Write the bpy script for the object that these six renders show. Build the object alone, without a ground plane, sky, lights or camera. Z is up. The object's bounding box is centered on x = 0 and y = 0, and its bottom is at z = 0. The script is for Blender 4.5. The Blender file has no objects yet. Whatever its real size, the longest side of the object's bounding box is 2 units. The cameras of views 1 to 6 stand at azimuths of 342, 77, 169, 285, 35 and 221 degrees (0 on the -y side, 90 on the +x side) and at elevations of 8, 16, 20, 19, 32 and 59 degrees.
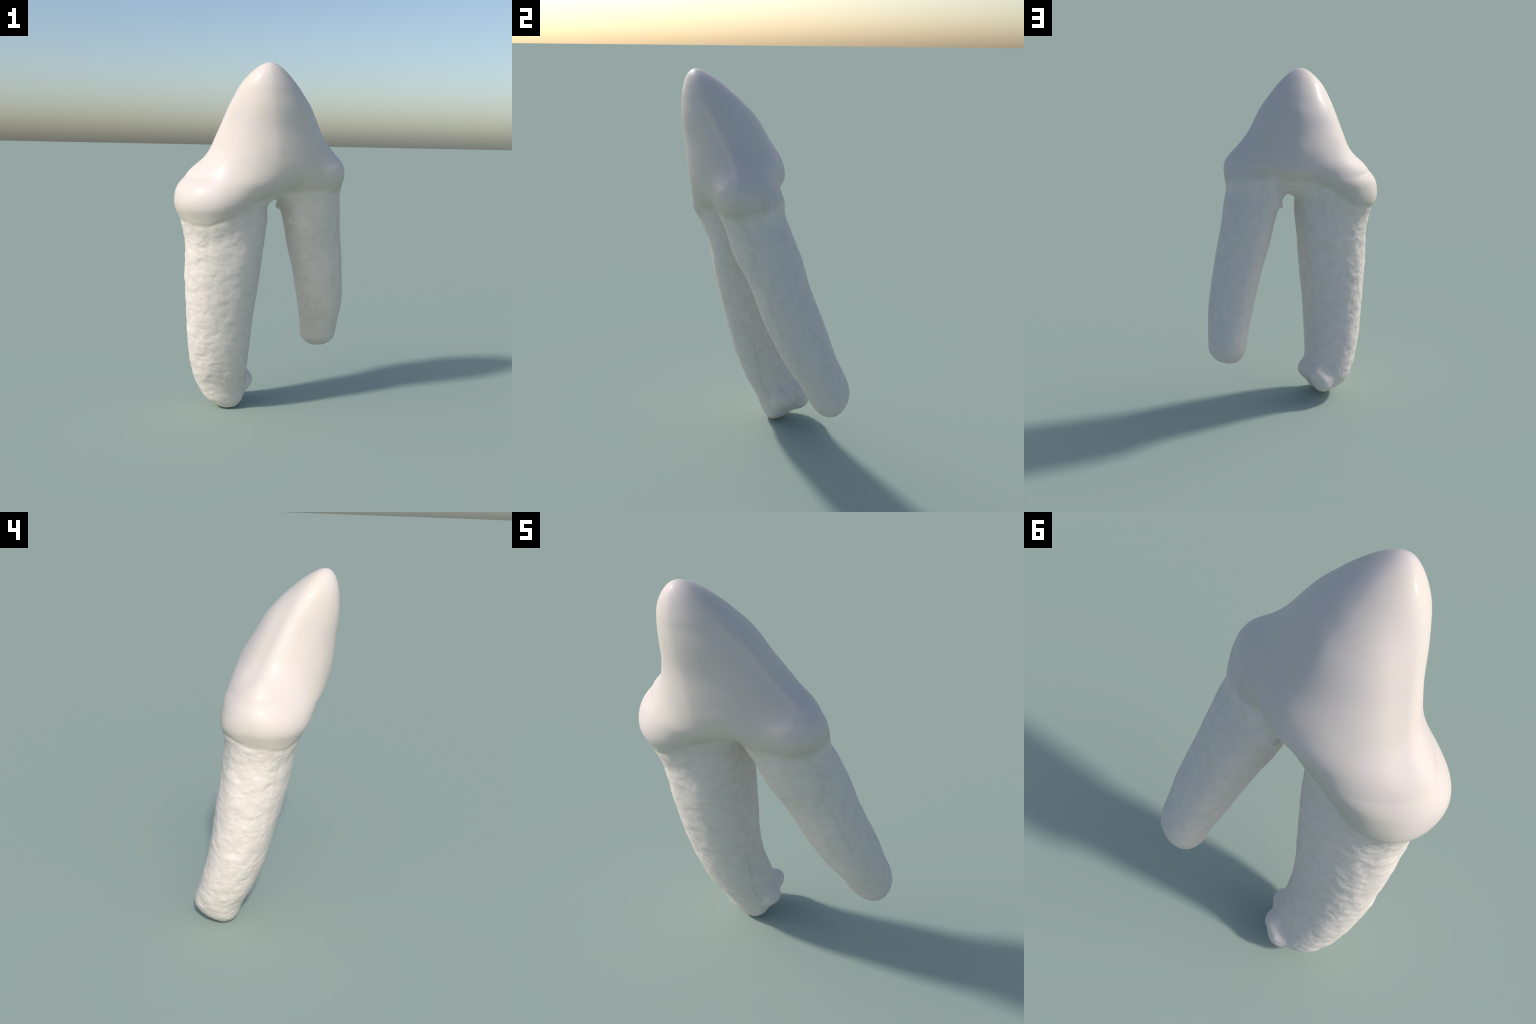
"""A two-rooted premolar tooth: pointed enamel crown on two long, rough roots.

The body is described by three lofts (crown, two roots): each is a stack of
super-elliptic cross-sections on a leaning spine.  The lofts and a few knobs are
blended into one implicit solid, which is skinned with a quad surface, roughened
on the roots, and finally separated into crown and roots along the enamel line."""
import bpy
import numpy as np

# ----------------------------------------------------------------- sections
# height, centre x, centre y, half width x, half width y, roundness power, egg shape, twist
CROWN = np.array([
    [1.220, -0.301, -0.095, 0.231, 0.221, 1.726, -0.268, 0.252],
    [1.300, -0.209, -0.098, 0.286, 0.208, 1.765, -0.182, 0.138],
    [1.380, -0.104, -0.112, 0.339, 0.224, 1.800, -0.093, 0.015],
    [1.460, -0.053, -0.106, 0.364, 0.246, 1.754, -0.065, -0.072],
    [1.540, -0.041, -0.120, 0.339, 0.243, 1.692, -0.086, -0.110],
    [1.660, -0.053, -0.159, 0.277, 0.213, 1.716, -0.113, -0.130],
    [1.780, -0.070, -0.203, 0.221, 0.182, 1.766, -0.113, -0.148],
    [1.900, -0.093, -0.257, 0.148, 0.124, 1.788, -0.076, -0.165],
    [2.000, -0.107, -0.305, 0.102, 0.089, 1.795, -0.031, -0.185]])
ROOT_LONG = np.array([
    [0.000, -0.185, 0.144, 0.117, 0.099, 1.971, -0.324, -0.493],
    [0.120, -0.214, 0.171, 0.142, 0.130, 2.124, -0.145, -0.301],
    [0.250, -0.243, 0.131, 0.163, 0.149, 2.228, 0.012, -0.139],
    [0.420, -0.262, 0.074, 0.181, 0.156, 2.245, 0.043, -0.051],
    [0.600, -0.269, 0.033, 0.193, 0.162, 2.230, 0.024, -0.025],
    [0.800, -0.269, -0.002, 0.210, 0.175, 2.234, 0.045, -0.016],
    [0.950, -0.267, -0.025, 0.219, 0.181, 2.255, 0.079, 0.012],
    [1.070, -0.267, -0.041, 0.227, 0.186, 2.257, 0.068, 0.055],
    [1.160, -0.277, -0.059, 0.244, 0.194, 2.191, 0.012, 0.079],
    [1.240, -0.294, -0.065, 0.260, 0.210, 2.061, -0.052, 0.071],
    [1.320, -0.282, -0.064, 0.272, 0.206, 1.875, -0.100, 0.071],
    [1.400, -0.236, -0.052, 0.282, 0.199, 1.678, -0.135, 0.081]])
ROOT_SHORT = np.array([
    [0.330, 0.442, 0.275, 0.115, 0.085, 2.119, -0.029, -0.438],
    [0.450, 0.436, 0.253, 0.117, 0.116, 2.205, -0.008, -0.337],
    [0.600, 0.408, 0.176, 0.135, 0.135, 2.296, -0.029, -0.251],
    [0.800, 0.360, 0.095, 0.148, 0.147, 2.376, -0.082, -0.188],
    [0.980, 0.307, 0.033, 0.160, 0.149, 2.414, -0.126, -0.142],
    [1.120, 0.269, -0.017, 0.163, 0.165, 2.424, -0.135, -0.110],
    [1.220, 0.241, -0.049, 0.174, 0.158, 2.375, -0.140, -0.111],
    [1.300, 0.208, -0.078, 0.187, 0.160, 2.306, -0.157, -0.143],
    [1.380, 0.214, -0.101, 0.187, 0.168, 2.223, -0.198, -0.197],
    [1.460, 0.235, -0.126, 0.172, 0.157, 2.139, -0.249, -0.255]])
TIP, LONG_END, SHORT_END = 1.999, -0.001, 0.315
# knobs: centre, radius, stretch  (three at the long root's tip, one in the fork)
KNOBS_TIP = [((-0.086, 0.161, 0.162), 0.057, (1, 1, 1)),
             ((-0.163, 0.280, 0.116), 0.060, (1, 1, 1)),
             ((-0.116, 0.270, 0.182), 0.042, (1, 1, 1))]
KNOB_FORK = ((0.079, 0.051, 1.229), 0.015, (1, 1.6, 1.2))
# low pads of clay added (+) or hollows taken off (-): centre, height
PADS = [
    (0.15, -0.28, 1.39, 0.0070),
    (-0.05, -0.30, 1.35, -0.0060),
    (-0.10, -0.20, 1.23, 0.0060),
    (0.35, -0.15, 1.08, -0.0050),
    (-0.18, 0.13, 1.43, 0.0050),
    (-0.05, 0.00, 1.00, -0.0070),
    (-0.47, 0.10, 1.27, 0.0050),
    (-0.33, -0.17, 1.64, 0.0035),
    (0.32, 0.06, 1.36, 0.0060),
    (0.21, -0.27, 1.49, -0.0025),
    (0.49, 0.22, 0.74, 0.0027),
    (-0.33, -0.01, 1.54, -0.0044),
    (0.12, -0.03, 1.04, 0.0044),
    (-0.34, -0.28, 1.21, 0.0026),
    (-0.17, -0.35, 1.52, 0.0036),
    (0.41, 0.11, 1.08, 0.0047),
    (0.29, -0.03, 0.75, 0.0043),
    (-0.26, 0.13, 1.26, -0.0044),
    (-0.11, 0.24, 0.29, 0.0061),
    (0.35, -0.15, 1.16, -0.0086),
    (-0.00, -0.22, 1.33, -0.0029),
    (0.24, 0.18, 0.92, -0.0048),
    (-0.10, 0.13, 0.49, -0.0028),
    (-0.45, -0.20, 1.37, -0.0023),
    (-0.43, 0.07, 1.38, -0.0054),
    (-0.22, -0.02, 1.71, -0.0021),
    (0.39, -0.08, 0.97, -0.0065),
    (0.35, 0.29, 0.61, -0.0040),
    (0.13, -0.17, 1.17, 0.0043),
    (-0.29, 0.27, 0.27, -0.0051),
    (0.21, 0.15, 1.09, -0.0052),
    (0.45, -0.01, 0.80, -0.0070)]
PAD_SIZE = .065
# enamel line: height over x (it also rises towards +y)
ENAMEL_LINE = [(-.60, 1.165), (-.40, 1.185), (-.30, 1.235), (-.20, 1.300),
               (-.10, 1.345), (0.0, 1.367), (.10, 1.375), (.20, 1.380),
               (.30, 1.375), (.50, 1.350)]
ENAMEL_SLOPE = .25
CELL = .005


def along(table, z):
    """Smooth (cubic Hermite) interpolation of the section table at heights z."""
    zk, v = table[:, 0], table[:, 1:]
    d = np.gradient(v, zk, axis=0)
    z = np.clip(z, zk[0], zk[-1])
    i = np.clip(np.searchsorted(zk, z) - 1, 0, len(zk) - 2)
    h = (zk[i + 1] - zk[i])[:, None]
    t = (z - zk[i])[:, None] / h
    return ((1 + 2*t)*(1 - t)**2*v[i] + t*(1 - t)**2*h*d[i]
            + t*t*(3 - 2*t)*v[i + 1] + t*t*(t - 1)*h*d[i + 1])


def loft(p, table, bottom, top):
    """Signed radial distance to a loft. bottom/top = (height, cap length, power)."""
    s = along(table, p[:, 2])
    dx, dy, z = p[:, 0] - s[:, 0], p[:, 1] - s[:, 1], p[:, 2]
    c, sn = np.cos(s[:, 6]), np.sin(s[:, 6])
    dx, dy = c*dx + sn*dy, -sn*dx + c*dy
    a, b = np.maximum(s[:, 2], .02), np.maximum(s[:, 3], .02)
    n = np.clip(s[:, 4], 1.3, 3.5)
    b = b*(1 + np.clip(s[:, 5], -.6, .6)*np.clip(dx/a, -1.2, 1.2))
    q = (np.abs(dx/a)**n + np.abs(dy/b)**n + 1e-12)**(1/n)
    up = np.maximum(0, z - (top[0] - top[1]))
    dn = np.maximum(0, bottom[0] + bottom[1] - z)
    f = np.where(up > 0, (q**top[2] + (up/top[1])**top[2])**(1/top[2]),
                 (q**bottom[2] + (dn/bottom[1])**bottom[2])**(1/bottom[2]))
    r = np.sqrt(dx*dx + dy*dy + up*up + dn*dn + 1e-9)
    return r*(1 - 1/np.maximum(f, 1e-3))


def knob(p, k):
    return np.sqrt((((p - k[0])/np.array(k[2]))**2).sum(1)) - k[1]


def blend(a, b, k):
    h = np.maximum(k - np.abs(a - b), 0)/k
    return np.minimum(a, b) - h**3*k/6


def tooth_parts(p):
    crown = loft(p, CROWN, (1.18, .14, 2.), (TIP, .14, 2.))
    long_ = loft(p, ROOT_LONG, (LONG_END, .16, 2.4), (1.52, .18, 2.))
    short = loft(p, ROOT_SHORT, (SHORT_END, .12, 2.4), (1.56, .16, 2.))
    for k in KNOBS_TIP:
        long_ = blend(long_, knob(p, k), .075)
    short = blend(short, knob(p, KNOB_FORK), .03)
    return crown, long_, short


def tooth(p):
    crown, long_, short = tooth_parts(p)
    f = blend(blend(long_, short, .04), crown, .09)
    for x, y, z, h in PADS:
        f -= h*np.exp(-((p - (x, y, z))**2).sum(1)/(2*PAD_SIZE**2))
    return f


# ----------------------------------------------------------------- noise
_rng = np.random.default_rng(7)
_perm = np.tile(_rng.permutation(256), 3)
_grad = _rng.normal(size=(256, 3))
_grad /= np.linalg.norm(_grad, axis=1)[:, None]


def noise(p):
    i = np.floor(p).astype(int)
    f = p - i
    w = f*f*f*(f*(f*6 - 15) + 10)
    i &= 255
    out = 0
    for cx in (0, 1):
        for cy in (0, 1):
            for cz in (0, 1):
                g = _grad[_perm[_perm[_perm[(i[:, 0] + cx) & 255] + ((i[:, 1] + cy) & 255)]
                                + ((i[:, 2] + cz) & 255)]]
                d = (g*(f - (cx, cy, cz))).sum(1)
                out = out + d*np.where(cx, w[:, 0], 1 - w[:, 0])*np.where(
                    cy, w[:, 1], 1 - w[:, 1])*np.where(cz, w[:, 2], 1 - w[:, 2])
    return out*1.6


def fractal(p, octaves=3):
    return sum(noise(p*2.03**k + 17.3*k)/2.3**k for k in range(octaves))


def smooth(x, a, b):
    t = np.clip((x - a)/(b - a), 0, 1)
    return t*t*(3 - 2*t)


# ----------------------------------------------------------------- skinning
def skin(field, lo, hi, h):
    """Surface nets: one vertex per crossed cell, one quad per crossed edge."""
    n = np.ceil((np.array(hi) - lo)/h).astype(int) + 1
    m = 6
    nc = (n + m - 1)//m + 1
    axes = [lo[k] + np.arange(nc[k])*h*m for k in range(3)]
    g = np.stack(np.meshgrid(*axes, indexing='ij'), -1).reshape(-1, 3)
    fc = field(g).reshape(nc)
    near = np.abs(fc) < h*m*2.6
    full = np.repeat(np.repeat(np.repeat(fc, m, 0), m, 1), m, 2).astype(np.float32)
    mask = np.repeat(np.repeat(np.repeat(near, m, 0), m, 1), m, 2)
    idx = np.argwhere(mask)
    full[mask] = field(lo + idx*h)
    inside = full < 0
    c = inside[:-1, :-1, :-1].astype(np.int8)
    corners = [(a, b, d) for a in (0, 1) for b in (0, 1) for d in (0, 1)]
    sl = lambda o: tuple(slice(o[k], full.shape[k] - 1 + o[k]) for k in range(3))
    c = sum(inside[sl(o)].astype(np.int8) for o in corners)
    cells = np.argwhere((c > 0) & (c < 8))
    ids = -np.ones(c.shape, int)
    ids[tuple(cells.T)] = np.arange(len(cells))
    acc = np.zeros((len(cells), 3))
    cnt = np.zeros(len(cells))
    for a in corners:
        for k in range(3):
            if a[k]:
                continue
            b = list(a)
            b[k] = 1
            fa = full[tuple((cells + a).T)]
            fb = full[tuple((cells + b).T)]
            x = (fa < 0) != (fb < 0)
            t = np.where(x, fa/np.where(x, fa - fb, 1), 0)
            pt = np.array(a, float)[None] + t[:, None]*np.eye(3)[k]
            acc += pt*x[:, None]
            cnt += x
    verts = lo + (cells + acc/cnt[:, None])*h
    quads = []
    for k in range(3):
        u, v = (k + 1) % 3, (k + 2) % 3
        s0 = [slice(1, -1)]*3
        s1 = [slice(1, -1)]*3
        s0[k], s1[k] = slice(0, -1), slice(1, None)
        A, B = inside[tuple(s0)], inside[tuple(s1)]
        e = np.argwhere(A != B)
        base = e.copy()
        base[:, u] += 1
        base[:, v] += 1
        flip = A[tuple(e.T)]
        q = []
        for du, dv in ((-1, -1), (0, -1), (0, 0), (-1, 0)):
            o = base.copy()
            o[:, u] += du
            o[:, v] += dv
            q.append(ids[tuple(o.T)])
        q = np.stack(q, 1)
        q[~flip] = q[~flip][:, ::-1]
        quads.append(q)
    return verts, np.concatenate(quads)


def gradient(field, p, e=.002):
    g = np.stack([field(p + e*np.eye(3)[k]) - field(p - e*np.eye(3)[k])
                  for k in range(3)], 1)/(2*e)
    return g


def relax(verts, quads, field, rounds=3):
    a = np.concatenate([quads[:, k] for k in range(4)])
    b = np.concatenate([quads[:, (k + 1) % 4] for k in range(4)])
    for r in range(rounds):
        acc = np.zeros_like(verts)
        cnt = np.bincount(a, minlength=len(verts)) + np.bincount(b, minlength=len(verts))
        for k in range(3):
            acc[:, k] = (np.bincount(a, verts[b, k], len(verts))
                         + np.bincount(b, verts[a, k], len(verts)))
        verts = .4*verts + .6*acc/cnt[:, None]
        g = gradient(field, verts)
        verts = verts - (field(verts)/np.maximum((g*g).sum(1), .05))[:, None]*g
    g = gradient(field, verts)
    return verts, g/np.linalg.norm(g, axis=1)[:, None]


def even_out(verts, quads, weight, rounds=75):
    """Taubin smoothing: irons out small kinks where lofts meet, keeps the volume."""
    a = np.concatenate([quads[:, k] for k in range(4)])
    b = np.concatenate([quads[:, (k + 1) % 4] for k in range(4)])
    m = len(verts)
    cnt = (np.bincount(a, minlength=m) + np.bincount(b, minlength=m)).astype(float)
    for r in range(rounds):
        for step in (.6, -.62):
            lap = np.stack([(np.bincount(a, verts[b, k], m) + np.bincount(b, verts[a, k], m))/cnt
                            - verts[:, k] for k in range(3)], 1)
            verts = verts + step*weight[:, None]*lap
    return verts


def enamel_line(p):
    x, z = zip(*ENAMEL_LINE)
    return np.interp(p[:, 0], x, z) + ENAMEL_SLOPE*(p[:, 1] + .08)


# crests, hollows, cracks: paths on the surface
CREST_NARROW = [(.03, -.305, 1.90), (.081, -.289, 1.848), (.148, -.252, 1.771), (.186, -.226, 1.707),
                (.230, -.201, 1.635), (.292, -.175, 1.564), (.343, -.181, 1.514)]
CREST_BROAD = [(-.144, -.323, 1.982), (-.243, -.269, 1.875), (-.306, -.181, 1.721),
               (-.347, -.134, 1.596), (-.409, -.118, 1.484), (-.477, -.120, 1.406)]
HOLLOW_BACK = [(-.198, -.178, 1.901), (-.276, -.121, 1.767), (-.348, -.072, 1.591), (-.407, -.016, 1.487)]
HOLLOW_FRONT = [(-.241, -.303, 1.76), (-.283, -.252, 1.64)]
CRACK_FORK = [(-.043, -.110, 1.177), (-.041, -.105, 1.141), (-.048, -.115, 1.096), (-.05, -.11, 1.04)]
CRACK_TIP = [(-.088, -.007, .517), (-.092, .004, .448), (-.094, .034, .339), (-.103, .051, .232), (-.085, .095, .161)]
SEAM_SHORT = [(.367, -.179, 1.335), (.393, -.130, 1.231), (.404, -.113, 1.179), (.400, -.116, 1.092),
              (.440, -.054, .974), (.458, -.030, .874), (.483, .008, .775)]
BEADS = [(.328, -.226, 1.495), (.369, -.190, 1.481), (.397, -.119, 1.443), (.394, -.162, 1.397), (.335, -.233, 1.388)]
SPUR = (.09, -.10, 1.15)


def near_path(p, path, width):
    """1 on the polyline, fading out with a Gaussian of the given width."""
    path = np.array(path, float)
    best = np.full(len(p), 9.)
    for a, b in zip(path[:-1], path[1:]):
        t = np.clip(((p - a) @ (b - a))/((b - a) @ (b - a)), 0, 1)
        best = np.minimum(best, ((p - a - t[:, None]*(b - a))**2).sum(1))
    return np.exp(-best/width**2)


def near(p, c, width):
    return np.exp(-((p - np.array(c))**2).sum(1)/width**2)


def relief(p, n):
    """Outward relief in metres: rough roots, calm crown, crests, cracks, enamel edge."""
    s = p[:, 2] - enamel_line(p)
    root = 1 - smooth(s, -.05, .0)
    crown, long_, short = tooth_parts(p)
    on_long = smooth(short - long_, -.03, .03)
    outer = smooth(-n[:, 0], -.2, .7)          # the long root's outer face is the roughest
    amp = root*(on_long*(.35 + .65*outer) + (1 - on_long)*.35)
    warp = p + .014*np.stack([noise(p*12), noise(p*12 + 31), noise(p*12 + 57)], 1)
    wrinkle = fractal(warp*np.array([13, 13, 20]), 3)
    dents = np.maximum(0, noise(warp*np.array([24, 24, 30]) + 40) - .15)
    lump = fractal(p*9 + 5, 2)
    d = amp*(.0032*wrinkle + .0028*lump - .0035*dents)
    d += (1 - root)*.0010*noise(p*9 + 3)
    ends = smooth(p[:, 2], 1.92, 1.78)*smooth(p[:, 2], 1.48, 1.56)
    d += ends*(.009*near_path(p, CREST_NARROW, .024) - .005*near_path(p, CREST_NARROW, .075))
    d += .0045*near_path(p, CREST_BROAD, .045)*smooth(p[:, 2], 1.99, 1.88)*smooth(p[:, 2], 1.38, 1.5)
    d -= .0065*near_path(p, HOLLOW_BACK, .058)*smooth(p[:, 2], 1.95, 1.8) + .005*near_path(p, HOLLOW_FRONT, .07)
    for b in BEADS:
        d += .003*near(p, b, .018)
    d += .012*near(p, SPUR, .022)
    jag = p + .006*np.stack([noise(p*40), noise(p*40 + 9), noise(p*40 + 21)], 1)
    d -= .004*near_path(jag, CRACK_FORK, .006) + .003*near_path(jag, CRACK_TIP, .006)
    d -= .0025*near_path(jag, SEAM_SHORT, .010)
    # shallow crease under the enamel of the long root's outer face
    d -= .003*np.exp(-((s + .012 + .02*noise(p*11))/.014)**2)*smooth(-p[:, 0], .12, .38)
    return d


# ----------------------------------------------------------------- materials
def node(nt, kind, **kw):
    nd = nt.nodes.new(kind)
    for k, v in kw.items():
        if k == 'op':
            nd.operation = v
        else:
            nd.inputs[k if not k.startswith('i') or not k[1:].isdigit() else int(k[1:])].default_value = v
    return nd


def math(nt, op, a, b=None, clamp=False):
    nd = nt.nodes.new('ShaderNodeMath')
    nd.operation = op
    nd.use_clamp = clamp
    for i, v in enumerate((a, b)):
        if v is None:
            continue
        if isinstance(v, (int, float)):
            nd.inputs[i].default_value = v
        else:
            nt.links.new(v, nd.inputs[i])
    return nd.outputs[0]


def ramp(nt, val, stops):
    nd = nt.nodes.new('ShaderNodeValToRGB')
    el = nd.color_ramp.elements
    el[0].position, el[0].color = stops[0][0], stops[0][1]
    el[1].position, el[1].color = stops[-1][0], stops[-1][1]
    for pos, col in stops[1:-1]:
        e = el.new(pos)
        e.color = col
    nt.links.new(val, nd.inputs[0])
    return nd.outputs[0]


def mix(nt, fac, a, b):
    nd = nt.nodes.new('ShaderNodeMix')
    nd.data_type = 'RGBA'
    for sock, v in ((nd.inputs[0], fac), (nd.inputs[6], a), (nd.inputs[7], b)):
        if isinstance(v, (int, float)):
            sock.default_value = v
        elif isinstance(v, tuple):
            sock.default_value = v
        else:
            nt.links.new(v, sock)
    return nd.outputs[2]


def noise_tex(nt, vec, scale, detail=3, rough=.55):
    nd = nt.nodes.new('ShaderNodeTexNoise')
    nd.inputs['Scale'].default_value = scale
    nd.inputs['Detail'].default_value = detail
    nd.inputs['Roughness'].default_value = rough
    nt.links.new(vec, nd.inputs['Vector'])
    return nd.outputs['Fac']


def vec_math(nt, op, a, b=None, scale=None):
    nd = nt.nodes.new('ShaderNodeVectorMath')
    nd.operation = op
    for i, v in enumerate((a, b)):
        if v is None:
            continue
        if isinstance(v, tuple):
            nd.inputs[i].default_value = v
        else:
            nt.links.new(v, nd.inputs[i])
    if scale is not None:
        nt.links.new(scale, nd.inputs['Scale'])
    return nd.outputs['Value' if op in ('DOT_PRODUCT', 'LENGTH') else 'Vector']


def line_mask(nt, co, path, width):
    """1 on a polyline, 0 beyond the given width."""
    best = None
    for a, b in zip(path[:-1], path[1:]):
        ab = tuple(float(v - u) for u, v in zip(a, b))
        d = vec_math(nt, 'SUBTRACT', co, tuple(a))
        t = math(nt, 'DIVIDE', vec_math(nt, 'DOT_PRODUCT', d, ab), sum(v*v for v in ab), clamp=True)
        r = vec_math(nt, 'LENGTH', vec_math(nt, 'SUBTRACT', d, vec_math(nt, 'SCALE', ab, scale=t)))
        best = r if best is None else math(nt, 'MINIMUM', best, r)
    return math(nt, 'SUBTRACT', 1.0, math(nt, 'DIVIDE', best, width), clamp=True)


def grey(v):
    return (v, v, v, 1)


ENAMEL = (.68, .60, .56, 1)
ENAMEL_PINK = (.675, .595, .58, 1)
ENAMEL_SHADE = (.665, .59, .52, 1)
COLLAR = (.54, .50, .385, 1)
CEMENTUM = (.735, .66, .61, 1)
CEMENTUM_DARK = (.665, .61, .55, 1)
STAIN = (.50, .46, .345, 1)
CRACK = (.34, .31, .27, 1)


def tooth_material(name, is_crown):
    m = bpy.data.materials.new(name)
    m.use_nodes = True
    nt = m.node_tree
    bsdf = nt.nodes['Principled BSDF']
    co = nt.nodes.new('ShaderNodeTexCoord').outputs['Object']
    sep = nt.nodes.new('ShaderNodeSeparateXYZ')
    nt.links.new(co, sep.inputs[0])
    x, y, z = sep.outputs
    # height above the enamel line
    fc = nt.nodes.new('ShaderNodeFloatCurve')
    cv = fc.mapping.curves[0]
    pts = [((px + .6)/1.2, (pz - 1.1)/.4) for px, pz in ENAMEL_LINE]
    cv.points[0].location, cv.points[1].location = pts[0], pts[-1]
    for q in pts[1:-1]:
        cv.points.new(*q)
    fc.mapping.update()
    nt.links.new(math(nt, 'DIVIDE', math(nt, 'ADD', x, .6), 1.2), fc.inputs['Value'])
    line = math(nt, 'ADD', math(nt, 'MULTIPLY', fc.outputs[0], .4), 1.1)
    line = math(nt, 'ADD', line, math(nt, 'MULTIPLY', math(nt, 'ADD', y, .08), ENAMEL_SLOPE))
    s = math(nt, 'SUBTRACT', z, line)
    n_big = noise_tex(nt, co, 5, 3)
    n_mid = noise_tex(nt, co, 22, 4)
    n_fine = noise_tex(nt, co, 70, 3)
    s_n = math(nt, 'ADD', s, math(nt, 'MULTIPLY', math(nt, 'SUBTRACT', n_mid, .5), .05))
    # stained collar just above the enamel line
    collar = ramp(nt, math(nt, 'ADD', math(nt, 'MULTIPLY', s_n, 2.5), .5),
                  [(.42, grey(0)), (.52, grey(.75)), (.58, grey(.5)), (.78, grey(0))])
    patch = ramp(nt, n_big, [(.38, grey(.15)), (.62, grey(1))])
    collar = math(nt, 'MULTIPLY', collar, patch)
    enamel = mix(nt, ramp(nt, n_big, [(.35, grey(0)), (.65, grey(1))]), ENAMEL, ENAMEL_SHADE)
    n_pink = noise_tex(nt, vec_math(nt, 'ADD', co, (3., 1., 2.)), 7, 2)
    enamel = mix(nt, math(nt, 'MULTIPLY', ramp(nt, n_pink, [(.40, grey(0)), (.65, grey(1))]), .6), enamel, ENAMEL_PINK)
    cem = mix(nt, ramp(nt, n_mid, [(.42, grey(0)), (.72, grey(1))]), CEMENTUM, CEMENTUM_DARK)
    cem = mix(nt, math(nt, 'MULTIPLY', ramp(nt, n_fine, [(.58, grey(0)), (.75, grey(1))]), .35),
              cem, (.58, .58, .57, 1))
    side = ramp(nt, math(nt, 'ADD', math(nt, 'MULTIPLY', s_n, 4), .5), [(.36, grey(0)), (.62, grey(1))])
    col = mix(nt, side, cem, enamel)
    col = mix(nt, collar, col, COLLAR)
    if not is_crown:
        # wandering stain down the short root, hair cracks on the long one
        wob = nt.nodes.new('ShaderNodeTexNoise')
        wob.inputs['Scale'].default_value = 26
        nt.links.new(co, wob.inputs['Vector'])
        off = vec_math(nt, 'SUBTRACT', wob.outputs['Color'], (.5, .5, .5))
        jag = vec_math(nt, 'ADD', co, vec_math(nt, 'MULTIPLY', off, (.05, .05, .05)))
        col = mix(nt, math(nt, 'MULTIPLY', line_mask(nt, jag, SEAM_SHORT, .018), .3), col, STAIN)
        col = mix(nt, math(nt, 'MULTIPLY', line_mask(nt, jag, CRACK_FORK, .008), .55), col, CRACK)
        col = mix(nt, math(nt, 'MULTIPLY', line_mask(nt, jag, CRACK_TIP, .008), .28), col, CRACK)
    nt.links.new(col, bsdf.inputs['Base Color'])
    rough = math(nt, 'SUBTRACT', .62, math(nt, 'MULTIPLY', side, .10))
    nt.links.new(rough, bsdf.inputs['Roughness'])
    bsdf.inputs['Specular IOR Level'].default_value = .3
    if is_crown:
        bsdf.inputs['Coat Weight'].default_value = .10
        bsdf.inputs['Coat Roughness'].default_value = .16
    bump = nt.nodes.new('ShaderNodeBump')
    bump.inputs['Distance'].default_value = .004
    h = math(nt, 'MULTIPLY', n_fine, math(nt, 'SUBTRACT', 1.0, side))
    nt.links.new(h, bump.inputs['Height'])
    bump.inputs['Strength'].default_value = .12
    nt.links.new(bump.outputs[0], bsdf.inputs['Normal'])
    return m


# ----------------------------------------------------------------- build
def build():
    verts, quads = skin(tooth, np.array([-.64, -.50, -.06]), (.64, .50, 2.06), CELL)
    verts, normals = relax(verts, quads, tooth)
    calm = smooth(verts[:, 2], 1.02, 1.15)*(1 - near(verts, (.05, 0, 1.24), .10))
    verts = even_out(verts, quads, calm)
    verts = verts + normals*relief(verts, normals)[:, None]
    verts[:, 2] -= verts[:, 2].min()

    s = (verts[:, 2] - enamel_line(verts))[quads].mean(1)
    _, fl, fs = tooth_parts(verts[quads].mean(1))
    region = np.where(s > 0, 0, np.where(fl < fs, 1, 2))

    # normals of the whole body, shared by its parts
    whole = bpy.data.meshes.new('tooth_body')
    whole.from_pydata(verts.tolist(), [], quads.tolist())
    whole.update()
    vn = np.empty(len(verts)*3)
    whole.vertices.foreach_get('normal', vn)
    vn = vn.reshape(-1, 3)
    bpy.data.meshes.remove(whole)

    thing = bpy.data.objects.new('tooth', None)
    bpy.context.collection.objects.link(thing)
    thing['label'] = 'ivory white premolar tooth with pointed crown and two long roots'
    thing['category'] = 'tooth'
    mats = [tooth_material('enamel', True), tooth_material('cementum', False)]
    for r, name in enumerate(('crown', 'root', 'root')):
        q = quads[region == r]
        used = np.unique(q)
        back = np.zeros(len(verts), int)
        back[used] = np.arange(len(used))
        me = bpy.data.meshes.new(name)
        me.from_pydata(verts[used].tolist(), [], back[q].tolist())
        me.update()
        me.polygons.foreach_set('use_smooth', np.ones(len(q), bool))
        me.normals_split_custom_set_from_vertices(vn[used].tolist())
        me.materials.append(mats[0 if r == 0 else 1])
        ob = bpy.data.objects.new(name, me)
        ob.parent = thing
        bpy.context.collection.objects.link(ob)


build()
